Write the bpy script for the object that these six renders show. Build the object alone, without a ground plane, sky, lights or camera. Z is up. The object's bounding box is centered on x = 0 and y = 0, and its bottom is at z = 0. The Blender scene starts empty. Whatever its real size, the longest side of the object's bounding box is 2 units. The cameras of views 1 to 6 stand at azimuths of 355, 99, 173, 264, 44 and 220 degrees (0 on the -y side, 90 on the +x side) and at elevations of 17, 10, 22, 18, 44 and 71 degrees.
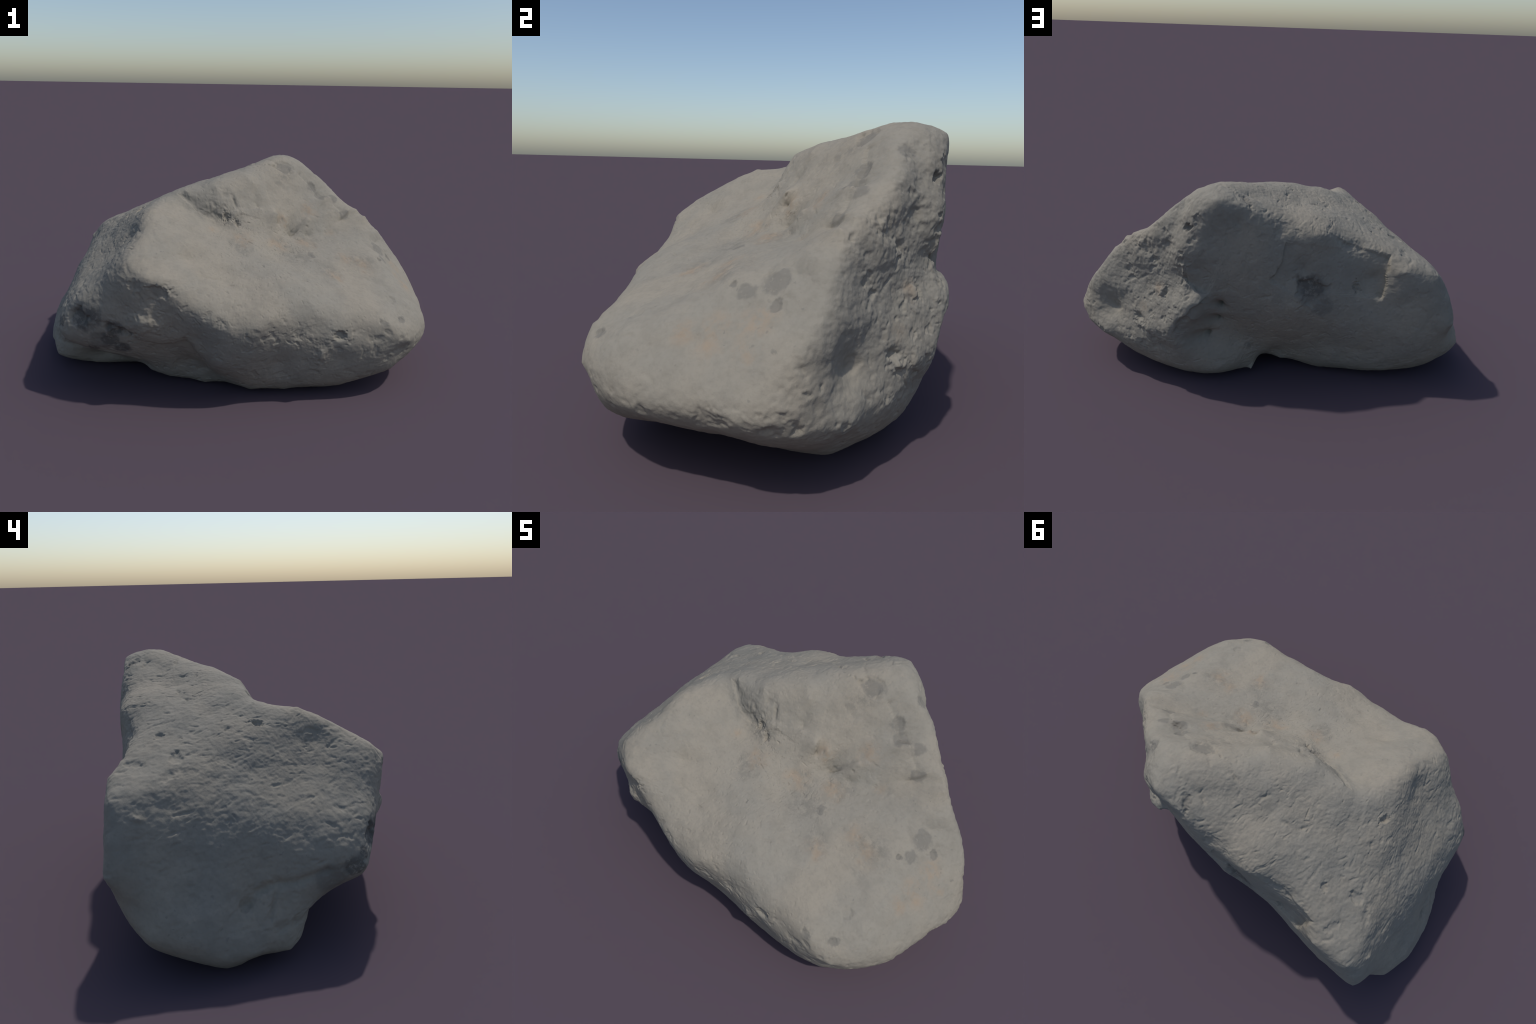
"""A weathered limestone boulder.

The body is one closed skin around CENTRE.  Its arrises (RIDGES) are drawn as
splines, its broken faces (FACETS) are hung between them from a few points each,
and a smooth radial interpolation joins them.  Relief (chips, dents, cracks,
chiselled texture) is then carved into the skin face by face, and the colours are
procedural: pale grey stone, grey lichen scabs, rusty stains and grey film.
"""
import math

import bpy
import numpy as np

CENTRE = np.array([0.03, 0.03, 0.36])
LEVEL = 8  # subdivisions of the starting icosahedron

# ---------------------------------------------------------------- main form
RIDGES = {
    "front_rim": [(-0.407, -0.544, 0.624), (-0.322, -0.553, 0.604), (-0.254, -0.553, 0.541), (-0.180, -0.567, 0.487), (-0.103, -0.583, 0.439), (-0.024, -0.585, 0.396), (0.068, -0.589, 0.407), (0.150, -0.563, 0.381), (0.235, -0.540, 0.361), (0.327, -0.530, 0.366), (0.419, -0.527, 0.375), (0.507, -0.517, 0.358), (0.593, -0.516, 0.324), (0.676, -0.511, 0.283), (0.740, -0.463, 0.239)],
    "north_ridge": [(0.286, 0.560, 0.973), (0.200, 0.557, 0.956), (0.119, 0.556, 0.920), (0.042, 0.547, 0.877), (-0.026, 0.550, 0.831), (-0.113, 0.546, 0.827), (-0.200, 0.541, 0.810), (-0.272, 0.507, 0.775), (-0.352, 0.493, 0.739), (-0.437, 0.492, 0.726), (-0.523, 0.491, 0.709)],
    "east_edge": [(0.375, 0.387, 0.977), (0.448, 0.389, 0.923), (0.517, 0.384, 0.866), (0.578, 0.361, 0.804), (0.638, 0.342, 0.740), (0.705, 0.292, 0.704), (0.760, 0.245, 0.651), (0.820, 0.224, 0.589), (0.872, 0.220, 0.517), (0.920, 0.181, 0.451), (0.957, 0.143, 0.377), (0.988, 0.120, 0.295)],
    "north_east_ridge": [(0.300, 0.552, 0.966), (0.366, 0.547, 0.898), (0.388, 0.542, 0.806), (0.437, 0.543, 0.725), (0.445, 0.538, 0.630)],
    "nose_ridge": [(0.355, 0.576, 0.494), (0.427, 0.579, 0.447), (0.473, 0.554, 0.382), (0.494, 0.535, 0.300)],
    "east_foot_rim": [(0.794, -0.416, 0.189), (0.857, -0.355, 0.215), (0.908, -0.285, 0.237), (0.935, -0.199, 0.254), (0.956, -0.112, 0.269), (0.975, -0.023, 0.255), (0.988, 0.067, 0.254), (0.965, 0.151, 0.233), (0.914, 0.225, 0.222), (0.855, 0.295, 0.222), (0.774, 0.338, 0.219), (0.706, 0.397, 0.232), (0.624, 0.434, 0.224), (0.544, 0.477, 0.237)],
    "west_overhang": [(-0.812, -0.368, 0.322), (-0.836, -0.249, 0.320), (-0.854, -0.130, 0.319), (-0.870, -0.013, 0.293), (-0.907, 0.088, 0.244)],
    "west_ridge": [(-0.429, 0.008, 0.822), (-0.521, 0.054, 0.773), (-0.591, 0.125, 0.718), (-0.634, 0.220, 0.686), (-0.684, 0.319, 0.660), (-0.731, 0.417, 0.629)],
    "crest": [(-0.292, 0.001, 0.871), (-0.189, -0.026, 0.833), (-0.098, -0.027, 0.834), (-0.039, 0.038, 0.898), (0.029, 0.118, 0.940), (0.120, 0.188, 0.949), (0.196, 0.270, 0.975)],
    "gouge": [(-0.287, 0.002, 0.873), (-0.244, -0.020, 0.847), (-0.202, -0.039, 0.812), (-0.160, -0.055, 0.781), (-0.108, -0.063, 0.752), (-0.056, -0.066, 0.753), (-0.001, -0.064, 0.740)],
    "hollow_fold": [(0.241, 0.097, 0.778), (0.270, 0.080, 0.728), (0.289, 0.071, 0.670), (0.336, 0.053, 0.655), (0.387, 0.070, 0.639)],
    "west_crest": [(-0.347, -0.145, 0.830), (-0.383, -0.245, 0.806), (-0.410, -0.344, 0.758), (-0.442, -0.437, 0.706)],
}

FACETS = {
    "front_slope": [
        (0.123, -0.572, 0.442), (0.657, -0.500, 0.377), (0.792, -0.336, 0.412), (0.806, -0.215, 0.444),
        (0.848, -0.109, 0.411), (0.859, -0.231, 0.378), (0.939, 0.030, 0.360), (0.019, -0.471, 0.518),
        (0.305, -0.488, 0.477), (0.326, -0.244, 0.548), (0.444, -0.372, 0.487), (0.452, -0.213, 0.528),
        (0.558, -0.318, 0.474), (0.612, -0.136, 0.528), (0.633, -0.313, 0.457), (0.648, -0.213, 0.482),
        (0.803, 0.030, 0.495), (0.842, 0.113, 0.497), (-0.237, -0.358, 0.645), (-0.169, -0.434, 0.589),
        (-0.099, -0.341, 0.622), (-0.071, -0.426, 0.558), (0.084, -0.366, 0.568), (0.187, -0.165, 0.592),
        (0.278, 0.060, 0.636), (0.335, -0.020, 0.629), (0.497, 0.114, 0.639), (0.612, -0.011, 0.578),
        (0.721, -0.042, 0.554), (0.750, 0.080, 0.572), (0.756, 0.132, 0.582), (0.784, 0.192, 0.630),
        (-0.341, -0.419, 0.693), (-0.221, -0.209, 0.732), (-0.135, -0.252, 0.678), (0.066, -0.138, 0.677),
        (0.146, -0.010, 0.727), (0.201, 0.038, 0.716), (0.246, 0.056, 0.739), (0.313, 0.082, 0.675),
        (0.365, 0.132, 0.732), (0.373, 0.101, 0.720), (0.556, 0.236, 0.747), (0.583, 0.211, 0.687),
        (0.628, 0.246, 0.738), (0.679, 0.269, 0.734), (0.718, 0.237, 0.706), (-0.336, -0.056, 0.849),
        (-0.246, -0.053, 0.806), (0.030, 0.030, 0.846), (0.104, 0.057, 0.798), (0.119, 0.030, 0.794),
        (0.209, 0.030, 0.769), (0.379, 0.246, 0.840), (0.466, 0.276, 0.805), (0.475, 0.217, 0.770),
        (0.482, 0.202, 0.752), (0.488, 0.243, 0.808), (0.527, 0.263, 0.810), (-0.246, 0.005, 0.886),
        (-0.101, 0.018, 0.905), (0.086, 0.103, 0.912), (0.187, 0.146, 0.856), (0.261, 0.214, 0.881),
        (0.272, 0.370, 1.009),
    ],
    "north_west_slope": [
        (-0.814, 0.552, 0.477), (0.294, 0.514, 0.452), (-0.748, 0.544, 0.605), (-0.622, 0.433, 0.677),
        (-0.494, 0.329, 0.745), (-0.393, -0.185, 0.835), (-0.385, 0.156, 0.820), (-0.237, 0.263, 0.861),
        (-0.163, 0.149, 0.907), (-0.111, 0.307, 0.896), (-0.040, 0.391, 0.901), (0.052, 0.381, 0.941),
        (0.150, 0.451, 0.967),
    ],
    "west_face": [
        (-0.986, 0.275, 0.172), (-0.887, -0.032, 0.225), (-0.908, 0.255, 0.301), (-0.851, 0.030, 0.360),
        (-0.844, 0.305, 0.416), (-0.835, 0.446, 0.458), (-0.788, 0.058, 0.521), (-0.715, -0.394, 0.480),
        (-0.678, -0.308, 0.536), (-0.751, 0.339, 0.581), (-0.667, -0.093, 0.591), (-0.576, -0.222, 0.638),
        (-0.630, 0.030, 0.651), (-0.487, -0.242, 0.716), (-0.484, -0.482, 0.676),
    ],
    "east_face": [
        (0.793, 0.274, 0.152), (0.322, 0.452, 0.277), (0.619, 0.470, 0.315), (0.647, 0.412, 0.303),
        (0.783, 0.267, 0.344), (0.530, 0.507, 0.402), (0.247, 0.519, 0.467), (0.491, 0.485, 0.526),
        (0.612, 0.390, 0.524), (0.447, 0.500, 0.604), (0.716, 0.302, 0.554), (0.529, 0.428, 0.695),
        (0.471, 0.461, 0.817), (0.435, 0.444, 0.908),
    ],
    "back_face": [
        (0.295, 0.454, 0.049), (-0.520, 0.498, 0.071), (-0.020, 0.389, 0.138), (0.127, 0.404, 0.062),
        (0.284, 0.486, 0.098), (-0.396, 0.512, 0.199), (-0.265, 0.486, 0.214), (-0.136, 0.447, 0.173),
        (0.021, 0.419, 0.173), (0.120, 0.435, 0.184), (0.202, 0.445, 0.238), (0.424, 0.504, 0.220),
        (-0.329, 0.544, 0.335), (0.288, 0.468, 0.327), (0.325, 0.422, 0.287), (0.381, 0.504, 0.324),
        (0.453, 0.519, 0.259), (-0.840, 0.567, 0.360), (-0.703, 0.578, 0.379), (-0.532, 0.566, 0.439),
        (0.030, 0.535, 0.360), (0.222, 0.508, 0.411), (0.275, 0.436, 0.376), (0.277, 0.462, 0.360),
        (0.279, 0.489, 0.394), (0.396, 0.567, 0.408), (-0.606, 0.568, 0.478), (-0.060, 0.584, 0.474),
        (0.261, 0.465, 0.458), (0.283, 0.519, 0.489), (-0.574, 0.568, 0.634), (-0.447, 0.518, 0.587),
        (0.373, 0.539, 0.563), (-0.102, 0.549, 0.656), (0.374, 0.540, 0.652), (0.223, 0.561, 0.791),
        (0.297, 0.553, 0.834), (0.191, 0.557, 0.872),
    ],
    "front_wall": [
        (0.199, -0.414, 0.022), (-0.839, -0.124, 0.072), (-0.636, -0.141, 0.075), (-0.628, -0.137, 0.107),
        (-0.465, -0.276, 0.119), (-0.424, -0.276, 0.068), (-0.119, -0.378, 0.090), (0.698, -0.442, 0.127),
        (-0.230, -0.373, 0.165), (-0.107, -0.523, 0.204), (0.163, -0.505, 0.209), (0.455, -0.514, 0.219),
        (-0.781, -0.359, 0.269), (-0.588, -0.432, 0.313), (-0.320, -0.445, 0.252), (-0.186, -0.529, 0.340),
        (0.762, -0.485, 0.288), (-0.433, -0.526, 0.375), (-0.298, -0.527, 0.403), (0.030, -0.587, 0.360),
        (-0.495, -0.502, 0.451), (-0.373, -0.541, 0.538),
    ],
    "west_end": [
        (0.120, 0.408, 0.040), (-0.986, 0.171, 0.089), (-0.967, 0.064, 0.091), (-0.910, -0.069, 0.059),
        (0.082, 0.367, 0.092), (0.101, 0.356, 0.067), (-0.950, 0.416, 0.166), (-0.877, 0.465, 0.258),
    ],
    "underside": [
        (-0.901, 0.063, 0.036), (-0.898, 0.162, 0.000), (-0.855, 0.093, -0.006), (-0.738, 0.441, 0.042),
        (-0.705, -0.104, 0.024), (-0.673, 0.056, -0.000), (-0.669, 0.134, 0.000), (-0.585, -0.040, 0.007),
        (-0.541, -0.116, 0.035), (-0.540, 0.236, -0.000), (-0.509, 0.099, 0.000), (-0.345, 0.223, -0.000),
        (-0.337, -0.293, 0.040), (-0.332, -0.053, 0.002), (-0.220, 0.385, 0.028), (-0.164, -0.321, 0.017),
        (-0.092, -0.146, 0.000), (-0.041, 0.260, 0.048), (0.003, -0.165, 0.000), (0.030, 0.030, 0.004),
        (0.052, -0.400, 0.018), (0.091, -0.205, 0.000), (0.203, -0.223, -0.000), (0.305, -0.107, -0.000),
        (0.313, 0.205, 0.000), (0.353, 0.030, -0.000), (0.438, 0.166, -0.000), (0.446, -0.074, 0.008),
        (0.451, 0.397, 0.026), (0.466, -0.412, 0.029), (-0.033, 0.369, 0.073), (0.062, 0.271, 0.053),
        (0.615, -0.124, 0.057), (0.668, -0.285, 0.086), (0.705, 0.231, 0.051), (0.756, -0.205, 0.132),
        (0.801, -0.023, 0.133), (0.805, 0.111, 0.112), (-0.617, -0.308, 0.182),
    ],
}


def unit(v):
    v = np.asarray(v, float)
    return v / np.linalg.norm(v, axis=-1, keepdims=True)


def spline(points, step=0.035):
    """Catmull-Rom curve through the points of an arris, sampled every few cm."""
    p = np.array(points)
    q = np.vstack([2 * p[0] - p[1], p, 2 * p[-1] - p[-2]])
    out = []
    for a, b, c, d in zip(q[:-3], q[1:-2], q[2:-1], q[3:]):
        n = max(1, math.ceil(np.linalg.norm(c - b) / step))
        for t in np.arange(n) / n:
            out.append(0.5 * (2 * b + (c - a) * t + (2 * a - 5 * b + 4 * c - d) * t * t + (3 * b - a - 3 * c + d) * t ** 3))
    out.append(p[-1])
    return out


def skeleton():
    kept = []
    for arris in RIDGES.values():
        for p in spline(arris):
            if all(np.linalg.norm(p - k) > 0.02 for k in kept):
                kept.append(p)
    for face in FACETS.values():
        kept += [np.array(p) for p in face]
    return np.array(kept)


def icosphere(level):
    t = (1 + 5 ** 0.5) / 2
    v = unit([(-1, t, 0), (1, t, 0), (-1, -t, 0), (1, -t, 0), (0, -1, t), (0, 1, t),
              (0, -1, -t), (0, 1, -t), (t, 0, -1), (t, 0, 1), (-t, 0, -1), (-t, 0, 1)])
    f = np.array([(0, 11, 5), (0, 5, 1), (0, 1, 7), (0, 7, 10), (0, 10, 11), (1, 5, 9), (5, 11, 4),
                  (11, 10, 2), (10, 7, 6), (7, 1, 8), (3, 9, 4), (3, 4, 2), (3, 2, 6), (3, 6, 8),
                  (3, 8, 9), (4, 9, 5), (2, 4, 11), (6, 2, 10), (8, 6, 7), (9, 8, 1)])
    for _ in range(level):
        e = np.sort(np.vstack([f[:, [0, 1]], f[:, [1, 2]], f[:, [2, 0]]]), axis=1)
        key, back = np.unique(e[:, 0] * len(v) + e[:, 1], return_inverse=True)
        mid = unit(v[key // len(v)] + v[key % len(v)])
        m = (back + len(v)).reshape(3, -1)
        v = np.vstack([v, mid])
        a, b, c = f.T
        f = np.vstack([np.stack(x, 1) for x in ((a, m[0], m[2]), (b, m[1], m[0]), (c, m[2], m[1]), (m[0], m[1], m[2]))])
    return v, f


def radial_skin(directions, points):
    """Smooth radius for every direction, passing through all skeleton points."""
    d = points - CENTRE
    r = np.linalg.norm(d, axis=1)
    d = d / r[:, None]
    n = len(d)
    a = np.zeros((n + 4, n + 4))
    a[:n, :n] = np.linalg.norm(d[:, None] - d[None], axis=2) ** 1.2 + np.eye(n) * 1e-5
    a[:n, n], a[:n, n + 1:] = 1, d
    a[n:, :n] = a[:n, n:].T
    w = np.linalg.solve(a, np.concatenate([r, np.zeros(4)]))
    out = np.empty(len(directions))
    for i in range(0, len(directions), 20000):
        e = directions[i:i + 20000]
        dist2 = np.maximum(2 - 2 * (e @ d.T), 0)
        out[i:i + 20000] = (dist2 ** 0.6) @ w[:n] + w[n] + e @ w[n + 1:]
    return out


def vertex_normals(p, f):
    fn = np.cross(p[f[:, 1]] - p[f[:, 0]], p[f[:, 2]] - p[f[:, 0]])
    n = np.zeros_like(p)
    for k in range(3):
        for c in range(3):
            n[:, c] += np.bincount(f[:, k], fn[:, c], len(p))
    return unit(n)


# ---------------------------------------------------------------- relief
def lattice_noise(p, seed=0):
    """Perlin gradient noise, about -1..1."""
    i = np.floor(p).astype(np.int64)
    f = p - i
    s = f * f * f * (f * (f * 6 - 15) + 10)
    out = np.zeros(len(p))
    for dx in (0, 1):
        for dy in (0, 1):
            for dz in (0, 1):
                h = (i[:, 0] + dx) * 374761393 + (i[:, 1] + dy) * 668265263 + (i[:, 2] + dz) * 2147483647 + seed * 1274126177
                h = (h ^ (h >> 13)) * 1274126177 & 0x7FFFFFFF
                h ^= h >> 16
                g = np.stack([(h & 1023), (h >> 10 & 1023), (h >> 20 & 1023)], 1) / 511.5 - 1
                dot = g[:, 0] * (f[:, 0] - dx) + g[:, 1] * (f[:, 1] - dy) + g[:, 2] * (f[:, 2] - dz)
                wx = s[:, 0] if dx else 1 - s[:, 0]
                wy = s[:, 1] if dy else 1 - s[:, 1]
                wz = s[:, 2] if dz else 1 - s[:, 2]
                out += dot * wx * wy * wz
    return out * 1.4


def fractal(p, size, octaves, seed, gain=0.5):
    out, amp = np.zeros(len(p)), 1.0
    for o in range(octaves):
        out += amp * lattice_noise(p / size * 2 ** o + 17.3 * o, seed + o)
        amp *= gain
    return out


def smooth(x, lo, hi):
    t = np.clip((x - lo) / (hi - lo), 0, 1)
    return t * t * (3 - 2 * t)


def near(p, centre, reach):
    return np.where(np.abs(p - centre).max(axis=1) < reach)[0]


def dent(p, n, centre, radius, depth, along=None, stretch=1.0, edge=2.0):
    """Push a rounded (edge 2) or flat-floored (edge 6) ragged hollow into the skin; depth < 0 raises a lump."""
    centre = np.asarray(centre, float)
    k = near(p, centre, radius * max(stretch, 1) * 2.0)
    if not len(k):
        return
    d = p[k] - centre
    ragged = 1 + 0.45 * lattice_noise(d / (radius * 0.9) + centre * 977, 3) + 0.25 * lattice_noise(d / (radius * 0.4) + centre * 977, 4)
    if along is not None:
        a = unit(along)
        t = d @ a
        d = d - np.outer(t, a) * (1 - 1 / stretch)
    q = np.linalg.norm(d, axis=1) / radius * np.maximum(ragged, 0.3)
    tilt = 1 + 0.35 * (d @ unit(np.sin(centre * 531.0))) / radius
    p[k] -= n[k] * (depth * tilt * np.exp(-q ** edge))[:, None]


def groove(p, n, points, width, depth):
    """A crack: the skin drops along a polyline, tapering to its ends."""
    pts = np.array(spline(points, width * 0.5))
    run = np.linspace(0, 1, len(pts))
    k = near(p, pts.mean(0), np.ptp(pts, axis=0).max() / 2 + 3 * width)
    if not len(k):
        return
    d = np.linalg.norm(p[k][:, None] - pts[None], axis=2)
    j = d.argmin(1)
    taper = np.sin(np.pi * np.clip(run[j], 0.06, 0.94)) ** 0.5
    ragged = 1 + 0.6 * lattice_noise(p[k] / (width * 2.2), 8)
    p[k] -= n[k] * (depth * taper * ragged * np.exp(-(d.min(1) / width * (1.3 - 0.3 * ragged)) ** 2))[:, None]


def scarp(p, n, base, points, side, depth, fade, bite=0.010):
    """A step: the skin drops sharply on one side of a polyline and climbs back over the distance fade."""
    pts = np.array(spline(points, 0.008))
    run = np.linspace(0, 1, len(pts))
    k = near(base, pts.mean(0), np.ptp(pts, axis=0).max() / 2 + 3 * fade)
    if not len(k):
        return
    b = base[k] + 0.009 * np.stack([lattice_noise(base[k] / 0.045, s) for s in (71, 72, 73)], 1)
    d = np.linalg.norm(b[:, None] - pts[None], axis=2)
    j = d.argmin(1)
    s = (b - pts[j]) @ unit(side)
    s = np.where(s > 0, d.min(1), -d.min(1))
    taper = smooth(np.minimum(run[j], 1 - run[j]), 0.0, 0.12)
    facing = np.clip((n[k] * n[k[d.min(1).argmin()]]).sum(1) * 2, 0, 1)
    p[k] -= n[k] * (depth * taper * facing * smooth(s, -bite, bite) * np.exp(-np.maximum(s, 0) / fade))[:, None]


# How each kind of surface faces, and how rough the break left it.
FACES = {
    "front_slope": ((0.35, -0.45, 0.82), 0.16),
    "north_west_slope": ((-0.35, 0.45, 0.82), 0.8),
    "west_face": ((-0.85, -0.25, 0.45), 1.0),
    "east_face": ((0.75, 0.6, 0.1), 1.15),
    "back_face": ((-0.05, 0.98, -0.1), 0.4),
    "front_wall": ((0.0, -0.95, -0.3), 0.5),
    "west_end": ((-0.9, 0.2, -0.2), 0.25),
    "underside": ((0.0, 0.0, -1.0), 0.4),
}

# Flat-floored scars where a chip came away: centre, radius, depth, long axis, stretch
SCARS = [
    ((0.269, 0.302, 0.962), 0.040, 0.007, (0.5, 0.2, -0.2), 1.5),
    ((0.430, 0.298, 0.860), 0.022, 0.005, (0.35, -0.05, -0.9), 1.8),
    ((0.443, 0.416, 0.913), 0.022, 0.004, (0.3, -0.1, -0.9), 1.8),
    ((0.762, 0.078, 0.556), 0.028, 0.005, (0.8, 0.5, -0.2), 1.6),
    ((0.819, 0.086, 0.509), 0.014, 0.004, (1, 0, -0.5), 1.3),
    ((0.731, -0.047, 0.541), 0.010, 0.006, (0, 1, 0), 1.2),
    ((0.411, 0.517, 0.842), 0.017, 0.020, (1, 0.2, -0.2), 1.7),
    ((0.163, 0.512, 0.955), 0.020, 0.010, (-0.3, 0.4, -0.4), 2.2),
    ((-0.602, 0.308, 0.702), 0.028, 0.007, (1, 0.3, 0.2), 1.2),
    ((-0.461, 0.373, 0.757), 0.014, 0.010, (1, -0.6, 0.3), 1.8),
    ((-0.591, 0.468, 0.684), 0.018, 0.007, (0.3, 1, 0), 2.0),
    ((-0.476, -0.010, 0.799), 0.016, 0.014, (0.5, 1, 0), 1.5),
    ((-0.150, 0.568, 0.545), 0.055, 0.014, (-0.6, 0, -0.6), 1.4),
    ((-0.365, 0.544, 0.553), 0.020, 0.010, (0, 0, 1), 1.6),
    ((0.635, -0.496, 0.388), 0.014, 0.004, (1, 0.2, 0), 1.5),
    ((0.733, -0.443, 0.372), 0.015, 0.005, (0.3, 1, 0), 1.2),
    ((0.430, -0.528, 0.343), 0.022, 0.012, (1, 0, 0), 1.3),
    ((-0.350, -0.549, 0.560), 0.028, 0.010, (1, 0, -0.3), 1.7),
    ((-0.450, -0.530, 0.590), 0.022, 0.006, (1, 0, -0.3), 1.5),
    ((-0.716, -0.408, 0.403), 0.040, 0.020, (1, -0.4, 0), 1.4),
    ((0.714, -0.338, 0.438), 0.020, 0.006, (0.2, 0.4, -0.8), 1.5),
    ((0.830, 0.020, 0.300), 0.020, 0.010, (0.2, 1, -0.3), 1.6),
]

# Rounded hollows and (negative depth) lumps
HOLLOWS = [
    ((-0.049, -0.052, 0.776), 0.014, 0.022, (0.1, 0.3, 0.9), 1.6),
    ((-0.002, -0.062, 0.742), 0.012, 0.016, (0.3, -0.2, -0.6), 1.6),
    ((-0.100, -0.055, 0.770), 0.030, 0.010, (-0.6, 0.1, 0.4), 1.5),
    ((0.643, 0.414, 0.318), 0.018, -0.016, (0.6, -0.6, 0.2), 1.4),
    ((0.663, 0.396, 0.350), 0.020, 0.016, (0.6, -0.6, 0.3), 1.3),
    ((0.540, 0.456, 0.505), 0.016, -0.012, (0, 0.2, 1), 2.2),
    ((0.525, 0.465, 0.500), 0.012, 0.012, (0, 0.2, 1), 2.4),
    ((0.679, 0.314, 0.548), 0.014, 0.006, (0.6, -0.5, -0.4), 1.8),
    ((0.498, 0.450, 0.727), 0.026, 0.012, (0.3, 0, 1), 1.4),
    ((0.606, 0.375, 0.690), 0.030, 0.014, (0.6, -0.5, 0.2), 1.5),
    ((0.571, 0.402, 0.648), 0.018, 0.016, (0.5, -0.4, 0.6), 1.8),
    ((0.405, 0.543, 0.540), 0.022, 0.010, (0, 0.2, 1), 1.6),
    ((0.602, 0.455, 0.285), 0.018, 0.012, (-0.3, 0.2, -0.6), 2.2),
    ((-0.421, -0.523, 0.415), 0.035, -0.016, (1, 0, 0), 1.7),
    ((-0.510, -0.475, 0.352), 0.024, 0.030, (1, 0, -0.2), 1.9),
    ((-0.576, -0.464, 0.377), 0.020, 0.020, (1, 0, -0.4), 1.4),
    ((-0.792, 0.440, 0.548), 0.010, -0.010, (0.05, -0.8, -0.5), 2.2),
    ((-0.910, 0.080, 0.256), 0.020, 0.022, (0, 1, -0.6), 1.5),
    ((0.353, -0.524, 0.255), 0.026, -0.012, (0.2, 0, 1), 1.8),
    ((0.160, 0.485, 0.215), 0.026, 0.016, (1, 0, 0.3), 1.6),
]

# Cracks and creases: polyline, width, depth
CRACKS = [
    ([(-0.133, -0.043, 0.796), (-0.095, -0.040, 0.806), (-0.062, -0.037, 0.811)], 0.007, 0.006),
    ([(-0.024, 0.019, 0.869), (-0.013, 0.006, 0.842), (0.001, -0.014, 0.805)], 0.008, 0.009),
    ([(0.236, 0.095, 0.745), (0.262, 0.078, 0.685), (0.292, 0.072, 0.651), (0.340, 0.070, 0.645), (0.390, 0.070, 0.641)], 0.012, 0.006),
    ([(-0.170, -0.432, 0.592), (-0.134, -0.429, 0.581), (-0.092, -0.419, 0.569)], 0.007, 0.005),
    ([(0.395, -0.435, 0.485), (0.408, -0.438, 0.479), (0.422, -0.440, 0.473)], 0.006, 0.005),
    ([(0.815, -0.306, 0.406), (0.816, -0.316, 0.402), (0.816, -0.328, 0.398)], 0.006, 0.005),
    ([(0.277, -0.369, 0.540), (0.295, -0.356, 0.538), (0.312, -0.344, 0.536)], 0.008, 0.004),
    ([(0.713, -0.330, 0.440), (0.699, -0.344, 0.437), (0.719, -0.370, 0.419)], 0.007, 0.006),
    ([(0.306, 0.531, 0.419), (0.276, 0.494, 0.329), (0.235, 0.491, 0.243)], 0.014, 0.010),
    ([(-0.871, -0.038, 0.301), (-0.890, -0.015, 0.241), (-0.926, 0.004, 0.175)], 0.007, 0.009),
    ([(-0.916, 0.089, 0.250), (-0.893, 0.054, 0.280), (-0.874, -0.004, 0.300), (-0.865, -0.100, 0.303), (-0.841, -0.218, 0.328)], 0.016, 0.014),
    ([(-0.466, -0.477, 0.305), (-0.413, -0.483, 0.292), (-0.348, -0.477, 0.269), (-0.297, -0.489, 0.281), (-0.245, -0.511, 0.316)], 0.016, 0.014),
    ([(-0.245, -0.511, 0.326), (-0.214, -0.489, 0.256), (-0.165, -0.462, 0.165), (-0.113, -0.435, 0.095)], 0.016, 0.014),
    ([(-0.925, -0.031, 0.156), (-0.803, -0.166, 0.161), (-0.631, -0.341, 0.201), (-0.556, -0.353, 0.186), (-0.483, -0.359, 0.163)], 0.018, 0.020),
    ([(0.658, 0.353, 0.525), (0.620, 0.375, 0.555), (0.583, 0.396, 0.582)], 0.008, 0.008),
    ([(-0.063, 0.262, 0.924), (-0.050, 0.285, 0.925), (-0.045, 0.305, 0.920)], 0.007, 0.008),
    ([(0.130, 0.451, 0.960), (0.115, 0.462, 0.950), (0.100, 0.465, 0.940)], 0.008, 0.008),
    ([(0.120, 0.300, 0.983), (0.095, 0.307, 0.975), (0.050, 0.310, 0.955)], 0.008, 0.008),
    ([(-0.261, 0.235, 0.859), (-0.252, 0.255, 0.858), (-0.240, 0.272, 0.856)], 0.007, 0.007),
    ([(-0.167, 0.301, 0.881), (-0.185, 0.298, 0.877), (-0.205, 0.300, 0.870)], 0.009, 0.009),
]

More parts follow.
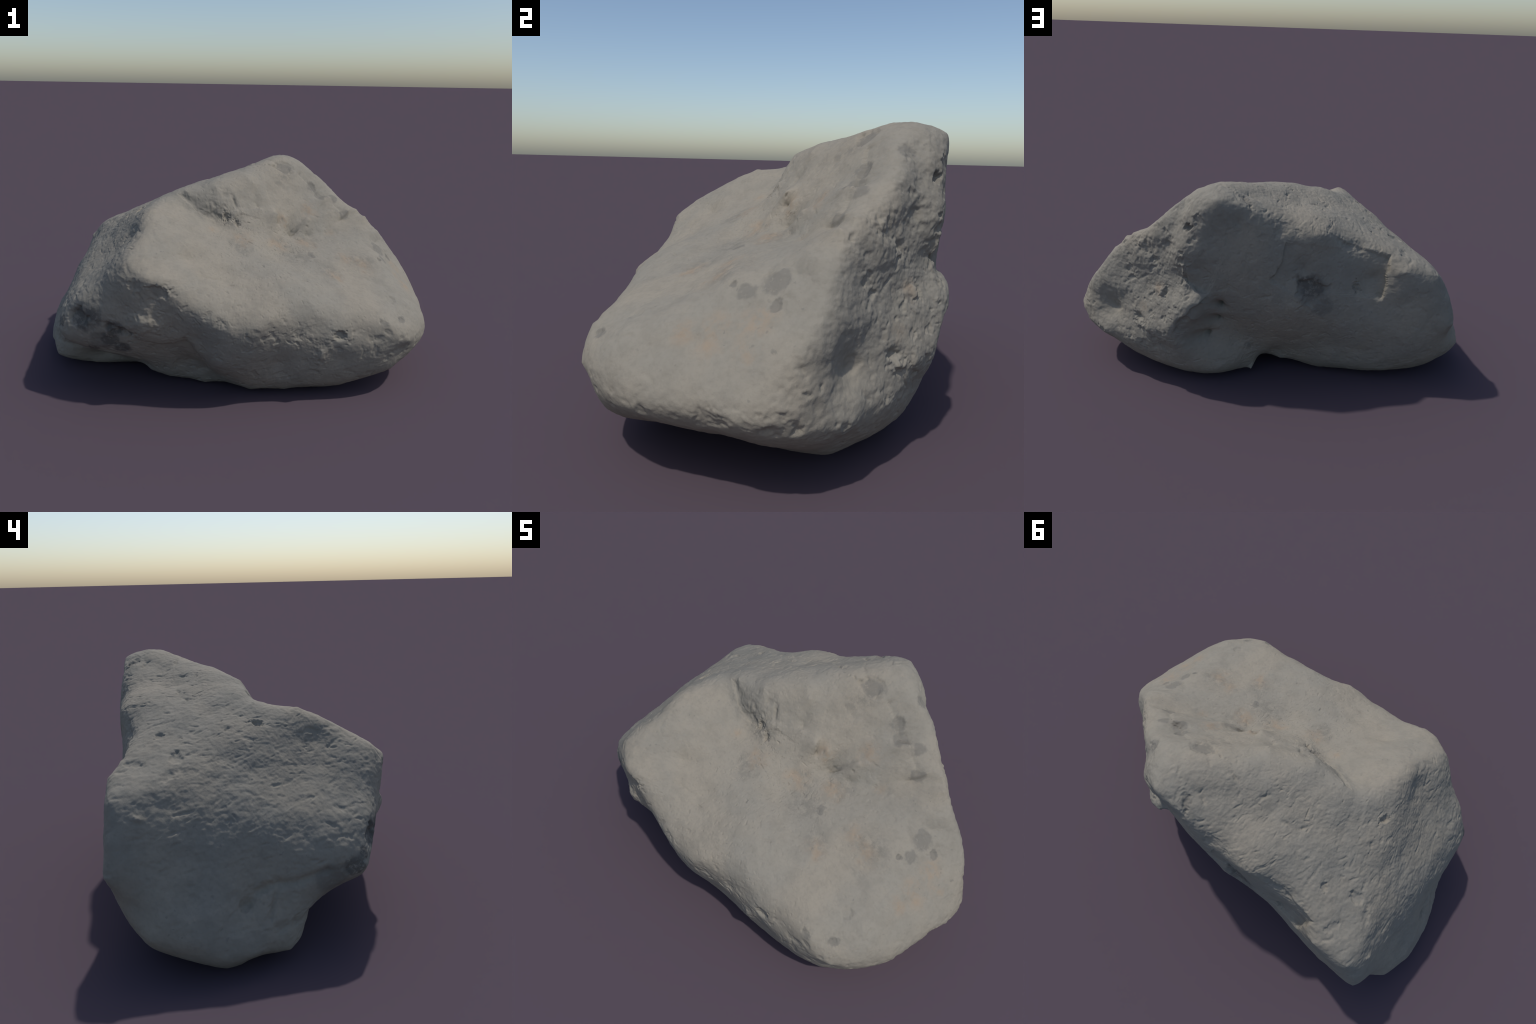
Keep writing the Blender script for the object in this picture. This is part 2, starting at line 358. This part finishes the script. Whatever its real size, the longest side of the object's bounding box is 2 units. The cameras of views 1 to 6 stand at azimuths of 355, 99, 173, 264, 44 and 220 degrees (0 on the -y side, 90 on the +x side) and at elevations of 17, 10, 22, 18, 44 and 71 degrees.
# Steps where a plate broke away: line of the edge, side that dropped, depth, fade
SCARPS = [
    ([(-0.520, 0.500, 0.702), (-0.503, 0.540, 0.644), (-0.481, 0.563, 0.487)], (1, 0, 0), 0.024, 0.13),
    ([(-0.02, 0.555, 0.800), (0.00, 0.575, 0.700), (0.06, 0.580, 0.600)], (-1, 0, 0), 0.010, 0.10),
    ([(0.340, 0.310, 0.925), (0.400, 0.296, 0.878), (0.440, 0.275, 0.835), (0.467, 0.262, 0.803)], (0.8, 0.5, 0.2), 0.010, 0.045),
    ([(0.467, 0.262, 0.803), (0.513, 0.272, 0.814), (0.551, 0.244, 0.762), (0.585, 0.232, 0.725), (0.605, 0.217, 0.691)], (0.7, 0.5, 0.4), 0.009, 0.040),
    ([(0.200, 0.270, 0.975), (0.218, 0.275, 0.962), (0.262, 0.273, 0.936), (0.320, 0.290, 0.925)], (0.4, 0.5, 0.5), 0.006, 0.040),
    ([(0.448, 0.497, 0.605), (0.400, 0.540, 0.560), (0.323, 0.556, 0.530)], (-0.3, 0.2, 1), 0.018, 0.07),
    ([(0.323, 0.556, 0.530), (0.400, 0.580, 0.468), (0.466, 0.560, 0.404), (0.490, 0.535, 0.310)], (-1, 0, -0.4), 0.014, 0.06),
    ([(-0.576, -0.464, 0.370), (-0.466, -0.477, 0.315), (-0.413, -0.483, 0.302), (-0.348, -0.477, 0.279), (-0.297, -0.489, 0.291), (-0.245, -0.511, 0.326)], (0, 0.2, -1), 0.020, 0.06),
    ([(-0.245, -0.511, 0.326), (-0.214, -0.489, 0.256), (-0.165, -0.462, 0.165), (-0.113, -0.435, 0.095)], (-1, 0, 0), 0.020, 0.08),
    ([(-0.286, 0.001, 0.873), (-0.234, -0.024, 0.839), (-0.194, -0.048, 0.800), (-0.135, -0.061, 0.765), (-0.060, -0.064, 0.751)], (0.5, 0.8, 0.2), 0.008, 0.05),
]

# Arrises that were knocked about: how often, how large, how deep
KNOCKS = {
    "front_rim": (20, 0.018, 0.004),
    "east_foot_rim": (18, 0.018, 0.004),
    "north_ridge": (18, 0.018, 0.004),
    "east_edge": (5, 0.018, 0.003),
    "north_east_ridge": (14, 0.018, 0.005),
    "nose_ridge": (8, 0.018, 0.004),
    "west_overhang": (10, 0.022, 0.005),
    "west_ridge": (8, 0.018, 0.004),
    "crest": (8, 0.018, 0.003),
}


def carve(base, f):
    rng = np.random.default_rng(7)
    n = vertex_normals(base, f)
    dirs = unit([v[0] for v in FACES.values()])
    share = np.exp(20 * (n @ dirs.T))
    share /= share.sum(1, keepdims=True)
    rough = share @ np.array([v[1] for v in FACES.values()])
    face = dict(zip(FACES, share.T))
    pecked = face["north_west_slope"] + face["west_face"]
    warp = 0.02 * np.stack([lattice_noise(base / 0.07, s) for s in (91, 92, 93)], 1)
    q = base + warp

    # broad lumps and the uneven pull of the break
    h = 0.003 * fractal(base, 0.17, 2, 1)
    h += 0.0045 * (0.12 + 0.7 * rough) * fractal(q, 0.07, 3, 5, 0.5)
    # irregular hollows left by fallen grains, with flat ground between them
    ground = fractal(q, 0.042, 3, 31, 0.5)
    patchy = smooth(fractal(base, 0.16, 2, 77), -0.25, 0.35)
    h -= (0.006 * face["east_face"] * (0.3 + 0.7 * patchy) + 0.002 * face["back_face"] + 0.003 * face["front_wall"]) * smooth(ground, 0.22, 0.62)
    h += 0.0025 * face["east_face"] * patchy * smooth(-ground, 0.3, 0.7)
    for name in ("north_west_slope", "west_face"):
        along = unit(np.cross(FACES[name][0], (0.35, 0.25, 1.0)))
        drawn = q - 0.66 * np.outer(q @ along, along)
        ground = fractal(drawn, 0.026, 3, 57, 0.5)
        h -= face[name] * (0.0034 * (0.25 + 0.75 * patchy) * smooth(ground, 0.3, 0.7) + 0.0009 * fractal(drawn, 0.012, 2, 63, 0.6))
    # weather-worn skin of the front slope
    h += face["front_slope"] * (0.0016 * fractal(q, 0.05, 3, 83, 0.55) - 0.0016 * smooth(fractal(q * [1.6, 1.0, 1.0], 0.022, 3, 87, 0.6), 0.35, 0.7))
    # the broken gouge under the crest
    gouge = np.exp(-(((base - (-0.09, -0.03, 0.80)) * (6.0, 14.0, 11.0)) ** 2).sum(1))
    h += gouge * (0.006 * fractal(q, 0.05, 3, 41, 0.6) - 0.004)
    # grain
    h += (0.0004 + 0.0010 * rough) * fractal(base, 0.018, 3, 11, 0.6)
    p = base + n * h[:, None]

    # pecked dents and short splits on the slopes that face west and north
    pick = rng.choice(len(p), 1300, replace=False)
    for i in pick:
        w = 0.9 * pecked[i] + 0.35 * face["east_face"][i] + 0.15 * face["back_face"][i] + 0.12 * face["front_slope"][i] + 0.1 * face["front_wall"][i]
        if rng.random() > w:
            continue
        run = np.cross(n[i], (0.35, 0.25, 1.0)) + rng.normal(0, 0.25, 3)
        size = 0.003 + 0.006 * rng.random() ** 3
        dent(p, n, base[i], size, rng.uniform(0.001, 0.0045), run, rng.uniform(2.2, 7.0), rng.choice([2.0, 4.0]))

    for name, (count, size, depth) in KNOCKS.items():
        line = np.array(spline(RIDGES[name], 0.01))
        for _ in range(count):
            c = line[rng.integers(len(line))] + rng.normal(0, 0.012, 3)
            dent(p, n, c, size * rng.uniform(0.5, 1.5), depth * rng.uniform(0.3, 1.5), rng.normal(0, 1, 3), rng.uniform(1, 2.2), rng.choice([2.0, 4.0, 6.0]))

    for line, side, depth, fade in SCARPS:
        scarp(p, n, base, line, side, depth, fade)
    for c, r, depth, along, stretch in SCARS:
        dent(p, n, c, r, depth, along, stretch, 7.0)
    for c, r, depth, along, stretch in HOLLOWS:
        dent(p, n, c, r, depth, along, stretch)
    for line, width, depth in CRACKS:
        groove(p, n, line, width, depth)
    return p


# ---------------------------------------------------------------- material
class Nodes:
    """Small helper for building a node tree by function calls."""

    def __init__(self, tree):
        self.tree = tree

    def add(self, kind, inputs=(), **settings):
        node = self.tree.nodes.new(kind)
        for k, v in settings.items():
            setattr(node, k, v)
        for k, v in dict(inputs).items():
            if isinstance(v, bpy.types.NodeSocket):
                self.tree.links.new(v, node.inputs[k])
            else:
                node.inputs[k].default_value = v
        return node

    def math(self, op, a, b=0.0, clamp=False):
        return self.add("ShaderNodeMath", {0: a, 1: b}, operation=op, use_clamp=clamp).outputs[0]

    def noise(self, vector, scale, detail=4.0, rough=0.55):
        return self.add("ShaderNodeTexNoise", {"Vector": vector, "Scale": scale, "Detail": detail, "Roughness": rough}).outputs["Fac"]

    def ramp(self, value, lo, hi, to_lo=0.0, to_hi=1.0):
        return self.add("ShaderNodeMapRange", {0: value, 1: lo, 2: hi, 3: to_lo, 4: to_hi}, interpolation_type="SMOOTHSTEP").outputs[0]

    def mix(self, fac, a, b, blend="MIX"):
        node = self.add("ShaderNodeMix", data_type="RGBA", blend_type=blend)
        for socket, v in ((node.inputs[0], fac), (node.inputs[6], a), (node.inputs[7], b)):
            if isinstance(v, bpy.types.NodeSocket):
                self.tree.links.new(v, socket)
            else:
                socket.default_value = v
        return node.outputs[2]


# Patches of matter lying on the stone: centre, radius
RUST = [((0.243, 0.054, 0.737), 0.055), ((0.197, -0.076, 0.639), 0.07), ((0.346, -0.011, 0.627), 0.07), ((0.39, 0.165, 0.757), 0.075),
        ((0.50, 0.12, 0.64), 0.04), ((0.621, -0.133, 0.532), 0.07), ((0.538, -0.10, 0.565), 0.06), ((0.46, -0.25, 0.525), 0.07),
        ((0.835, -0.06, 0.448), 0.07), ((0.838, 0.042, 0.475), 0.075), ((0.823, -0.157, 0.426), 0.06), ((0.893, 0.03, 0.41), 0.06),
        ((0.878, -0.09, 0.40), 0.06), ((0.64, 0.40, 0.31), 0.035), ((0.02, -0.14, 0.69), 0.07), ((-0.12, -0.13, 0.73), 0.04),
        ((0.62, 0.39, 0.40), 0.06), ((0.55, 0.44, 0.52), 0.05), ((-0.15, 0.57, 0.58), 0.07)]
SOOT = [((0.269, 0.300, 0.960), 0.046), ((0.43, 0.290, 0.858), 0.035), ((0.475, 0.268, 0.815), 0.040), ((0.55, 0.283, 0.797), 0.032),
        ((0.443, 0.416, 0.913), 0.030), ((0.600, 0.228, 0.715), 0.03), ((0.757, 0.078, 0.559), 0.045), ((0.819, 0.086, 0.507), 0.024),
        ((0.731, -0.047, 0.541), 0.016), ((0.76, 0.0, 0.53), 0.03), ((0.640, -0.496, 0.386), 0.024), ((0.733, -0.443, 0.372), 0.024),
        ((0.368, -0.105, 0.588), 0.022), ((-0.15, 0.567, 0.55), 0.085), ((-0.20, 0.56, 0.46), 0.05), ((-0.365, 0.544, 0.553), 0.026),
        ((-0.68, -0.42, 0.40), 0.07), ((-0.55, -0.47, 0.36), 0.05), ((-0.62, -0.42, 0.29), 0.06), ((-0.54, -0.43, 0.24), 0.05),
        ((0.163, 0.512, 0.955), 0.03), ((0.411, 0.517, 0.842), 0.02), ((-0.84, -0.24, 0.29), 0.07), ((0.12, 0.48, 0.18), 0.05)]
STAIN = [((-0.70, -0.41, 0.40), 0.06), ((-0.64, -0.43, 0.42), 0.05), ((-0.55, -0.47, 0.37), 0.05), ((-0.50, -0.48, 0.35), 0.03), ((-0.58, -0.43, 0.30), 0.05),
         ((-0.54, -0.43, 0.24), 0.05), ((-0.66, -0.36, 0.25), 0.04), ((-0.82, -0.32, 0.33), 0.045), ((-0.80, -0.36, 0.37), 0.03), ((-0.15, 0.567, 0.56), 0.06), ((-0.10, 0.57, 0.60), 0.035)]
FILM = [((-0.13, -0.02, 0.80), 0.10), ((-0.02, -0.05, 0.76), 0.07), ((0.30, -0.13, 0.58), 0.11), ((0.28, 0.11, 0.70), 0.06),
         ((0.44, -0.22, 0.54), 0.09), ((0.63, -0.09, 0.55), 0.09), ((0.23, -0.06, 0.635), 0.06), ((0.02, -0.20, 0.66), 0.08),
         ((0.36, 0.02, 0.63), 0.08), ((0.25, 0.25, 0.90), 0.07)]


def stone_material():
    m = bpy.data.materials.new("weathered_limestone")
    m.use_nodes = True
    t = m.node_tree
    N = Nodes(t)
    bsdf = t.nodes["Principled BSDF"]
    where = N.add("ShaderNodeTexCoord").outputs["Object"]

    def wander(scale, amount):
        noise = N.add("ShaderNodeTexNoise", {"Vector": where, "Scale": scale, "Detail": 3.0}).outputs["Color"]
        off = N.add("ShaderNodeVectorMath", {0: noise, 1: (0.5, 0.5, 0.5)}, operation="SUBTRACT").outputs[0]
        off = N.add("ShaderNodeVectorMath", {0: off, "Scale": amount}, operation="SCALE").outputs[0]
        return N.add("ShaderNodeVectorMath", {0: where, 1: off}, operation="ADD").outputs[0]

    def patches(spots, at, soft):
        total = None
        for c, r in spots:
            d = N.add("ShaderNodeVectorMath", {0: at, 1: c}, operation="DISTANCE").outputs["Value"]
            s = N.ramp(d, r * soft, r * 1.12, 1.0, 0.0)
            total = s if total is None else N.math("MAXIMUM", total, s)
        return total

    ragged, hazy = wander(26.0, 0.050), wander(9.0, 0.09)
    fine = N.noise(where, 70.0, 6.0, 0.65)
    mid = N.noise(where, 16.0, 5.0, 0.6)
    broad = N.noise(where, 3.2, 4.0, 0.55)

    # pale stone: warm and cool greys drifting into each other
    col = N.mix(N.ramp(broad, 0.35, 0.65), STONE_COOL, STONE_WARM)
    col = N.mix(N.ramp(mid, 0.42, 0.70, 0.0, 0.34), col, STONE_DARK)
    col = N.mix(N.ramp(fine, 0.42, 0.72, 0.0, 0.34), col, STONE_DARK)
    # mottled patches of dark grey film, rusty bloom, dark scabs
    film = N.math("MULTIPLY", patches(FILM, hazy, 0.2), N.ramp(N.noise(where, 34.0, 6.0, 0.7), 0.36, 0.62))
    col = N.mix(N.math("MULTIPLY", film, 0.6), col, GREY_FILM)
    bloom = N.math("MULTIPLY", patches(RUST, hazy, 0.05), N.ramp(N.noise(where, 26.0, 5.0, 0.65), 0.34, 0.64))
    col = N.mix(N.math("MULTIPLY", bloom, 0.55), col, RUST_BLOOM)
    scab = N.math("MULTIPLY", patches(SOOT, ragged, 0.72), N.ramp(N.noise(where, 60.0, 6.0, 0.7), 0.30, 0.46, 0.35, 1.0))
    col = N.mix(N.math("MULTIPLY", scab, 0.5), col, DARK_SCAB)
    stain = N.math("MULTIPLY", patches(STAIN, ragged, 0.7), N.ramp(N.noise(where, 40.0, 6.0, 0.7), 0.36, 0.52))
    col = N.mix(N.math("MULTIPLY", stain, 0.7), col, BLACK_CRUST)
    # scattered specks
    speck = N.add("ShaderNodeTexVoronoi", {"Vector": ragged, "Scale": 26.0, "Randomness": 1.0}).outputs["Distance"]
    speck = N.math("MULTIPLY", N.ramp(speck, 0.07, 0.16, 1.0, 0.0), N.ramp(N.noise(where, 5.0, 2.0), 0.52, 0.62))
    col = N.mix(N.math("MULTIPLY", speck, 0.35), col, DARK_SCAB)
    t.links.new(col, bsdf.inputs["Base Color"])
    bsdf.inputs["Roughness"].default_value = 0.92
    bsdf.inputs["Specular IOR Level"].default_value = 0.25

    # fine grain
    a = N.noise(where, 120.0, 5.0, 0.65)
    b = N.noise(where, 42.0, 4.0, 0.6)
    height = N.math("ADD", N.math("MULTIPLY", a, 0.4), b)
    bump = N.add("ShaderNodeBump", {"Height": height, "Strength": 0.45, "Distance": 0.004})
    t.links.new(bump.outputs[0], bsdf.inputs["Normal"])
    return m


STONE_COOL = (0.251, 0.233, 0.194, 1)
STONE_WARM = (0.283, 0.253, 0.202, 1)
STONE_DARK = (0.195, 0.179, 0.147, 1)
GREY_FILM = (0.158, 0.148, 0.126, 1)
RUST_BLOOM = (0.300, 0.222, 0.150, 1)
DARK_SCAB = (0.125, 0.120, 0.108, 1)
BLACK_CRUST = (0.085, 0.080, 0.073, 1)


def main():
    d, f = icosphere(LEVEL)
    base = CENTRE + d * radial_skin(d, skeleton())[:, None]
    p = carve(base, f)
    p[:, 2] = np.maximum(p[:, 2], 0.0)
    me = bpy.data.meshes.new("boulder")
    me.vertices.add(len(p))
    me.vertices.foreach_set("co", p.astype(np.float32).ravel())
    me.loops.add(f.size)
    me.loops.foreach_set("vertex_index", f.astype(np.int32).ravel())
    me.polygons.add(len(f))
    me.polygons.foreach_set("loop_start", np.arange(0, f.size, 3, dtype=np.int32))
    me.update(calc_edges=True)
    me.validate()
    me.shade_smooth()
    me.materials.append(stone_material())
    ob = bpy.data.objects.new("boulder", me)
    bpy.context.scene.collection.objects.link(ob)
    ob["label"] = "angular pale grey limestone boulder with a leaning peak"
    ob["category"] = "rock"


main()
